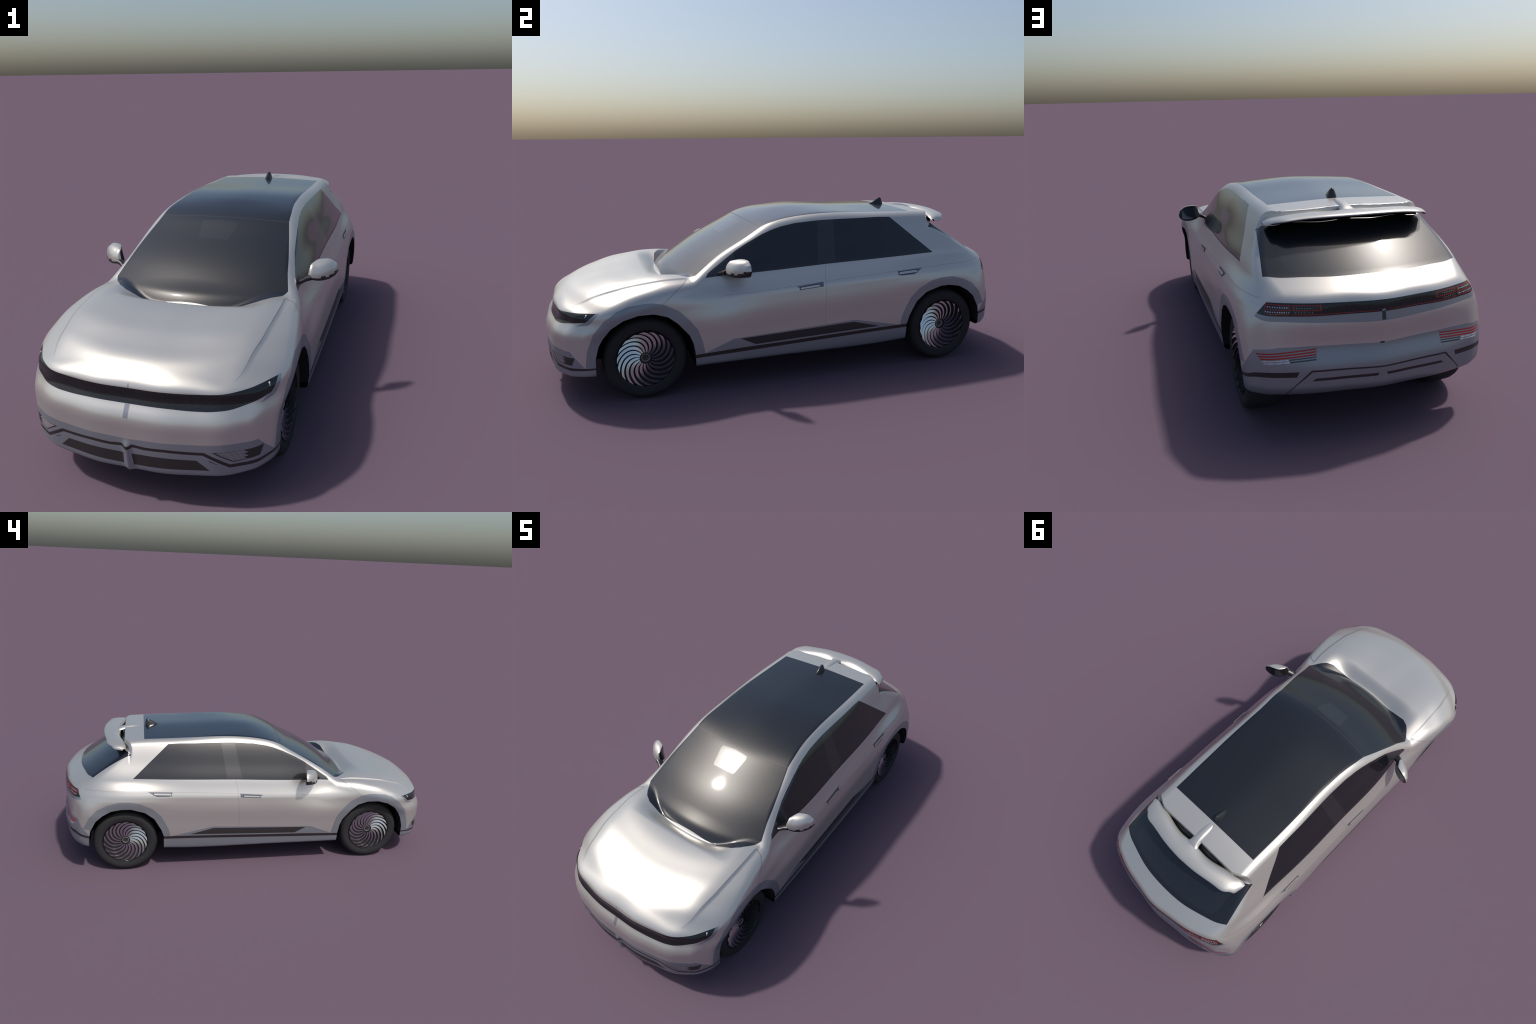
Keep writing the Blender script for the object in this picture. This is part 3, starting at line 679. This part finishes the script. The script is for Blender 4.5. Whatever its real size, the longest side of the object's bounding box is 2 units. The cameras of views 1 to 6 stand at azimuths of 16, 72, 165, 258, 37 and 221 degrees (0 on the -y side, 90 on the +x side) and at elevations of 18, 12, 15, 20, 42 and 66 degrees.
def build_antenna():
    V = []
    S = {k: Spline(v) for k, v in dict(zt=[(0, .6715), (.15, .677), (.4, .688), (.62, .6955), (.74, .699), (.84, .697), (.95, .684), (1, .6705)], w=[(0, .004), (.12, .0105), (.4, .0155), (.8, .0172), (1, .012)]).items()}
    for t in np.linspace(0, 1, 24):
        y = .494 + .066 * t; zt, w = float(S['zt'](t)), float(S['w'](t))
        for u in np.linspace(-1, 1, 17):
            V.append((w * math.copysign(abs(u) ** .9, u), y + (.012 * (zt - .671) / .028) * (1-abs(u)) * .2, .664 + (zt - .664) * (1 - abs(u) ** 1.8)))
    F = grid_faces(24, 17); F += [tuple(range(16, -1, -1)), tuple(range(23*17, 24*17))]
    add('antenna', V, F, 'antenna', sharp=50)

def skin_patch(name, quad, mat, lift, n=(14, 4), depth=.004):
    """box that follows the flank over the quad given in (y, z)"""
    q = np.array(quad); V = []
    for i in range(n[0]+1):
        for j in range(n[1]+1):
            u, v = i/n[0], j/n[1]; V.append((q[0]*(1-u)+q[1]*u)*(1-v) + (q[3]*(1-u)+q[2]*u)*v)
    V = np.array(V); x = surface_x(V[:, 0], V[:, 1]); P = np.c_[x, V]; N = body_normal(P)
    O, I = P + N * lift, P - N * depth; m = n[1]+1; k = len(P); F = [f[::-1] for f in grid_faces(n[0]+1, m)]
    rim = [i*m for i in range(n[0]+1)] + [n[0]*m+j for j in range(1, m)] + [i*m+m-1 for i in range(n[0]-1, -1, -1)] + [j for j in range(m-2, 0, -1)]
    W = np.concatenate([O, I]); F = list(F) + [(rim[i], rim[(i+1) % len(rim)], rim[(i+1) % len(rim)]+k, rim[i]+k) for i in range(len(rim))]
    a, b, c = W[F[0][0]], W[F[0][1]], W[F[0][2]]
    if np.cross(b-a, c-b)[0] < 0: F = [f[::-1] for f in F]
    return add(name, W, F, mat, sharp=40)

def build_handles():
    for outer, recess in (([(-.010, .3955), (.0795, .4015), (.078, .3895), (-.011, .384)], [(-.025, .3985), (.0945, .4075), (.093, .3895), (.0, .389)]),
                          ([(.440, .4225), (.5305, .4265), (.527, .413), (.4385, .4085)], [(.434, .4245), (.5545, .4305), (.512, .4075), (.45, .4065)])):
        q = np.array(outer); c = q.mean(0)
        ex, ey = (q[1]-q[0])/np.linalg.norm(q[1]-q[0]), np.array([0, 1.])
        w = .0024; inner = [q[0] + ex*w - ey*w, q[1] - ex*w - ey*w, q[2] - ex*w + ey*w, q[3] + ex*w + ey*w]
        mirrored(skin_patch('handle_recess', recess, 'handle', .0006))
        mirrored(skin_patch('handle_frame', outer, 'frame', .0016))
        mirrored(skin_patch('door_handle', inner, 'paint', .0030))

def build_tail_pixels():
    """little lens blocks in the tail light bar"""
    def blocks(name, cells, mat, w, h):
        x = np.array([c[0] for c in cells]); z = np.array([c[1] for c in cells]); y = surface_y(x, z, False)
        P = np.c_[x, y, z]; N = body_normal(P); V, F = [], []
        for p, nr in zip(P, N):
            tx = np.cross([0, 0, 1.], nr); tx /= np.linalg.norm(tx); ty = np.cross(nr, tx); b = len(V)
            for lift, s in ((.0004, 1), (-.002, 1)):
                V += [p + nr*lift + tx*w*a + ty*h*c for a, c in ((-1, -1), (1, -1), (1, 1), (-1, 1))]
            F += [(b, b+1, b+2, b+3)] + [(b+(i+1) % 4, b+i, b+4+i, b+4+(i+1) % 4) for i in range(4)]
        mirrored(add(name, V, F, mat, smooth=False, kind='stuff'))
    red, white = [], []
    for z in (.4320, .4185):
        red += [(x, z) for x in np.linspace(.268, .327 + (.4320-z)*.35, 10)]
        red += [(x, z) for x in np.linspace(.182, .256, 11)]
    red += [(.182, .4275), (.182, .4230), (.2555, .4275), (.2555, .4230), (.268, .4275), (.268, .423), (.329, .4275), (.331, .423)]
    white = [(x, .4255) for x in np.linspace(.274, .324, 9)] + [(x, .4122) for x in np.linspace(.270, .331, 11)]
    white2 = [(x, .4252) for x in np.linspace(.212, .248, 6)] + [(x, .4122) for x in np.linspace(.206, .252, 7)]
    blocks('tail_lamp_pixel', red, 'red', .0026, .0017)
    blocks('reverse_lamp_pixel', white, 'white', .0018, .0016)
    blocks('reverse_lamp_pixel', white2, 'white', .0010, .0008)

def main():
    global ROOT
    ROOT = bpy.data.objects.new('hatchback_car', None); bpy.context.scene.collection.objects.link(ROOT)
    ROOT['label'] = 'pearl white electric hatchback car with dark glass and turbine wheels'; ROOT['category'] = 'car'
    make_materials(); build_body(); build_wheel_wells(); build_wheels(); build_mirrors(); build_spoiler(); build_antenna(); build_handles(); build_tail_pixels()

main()
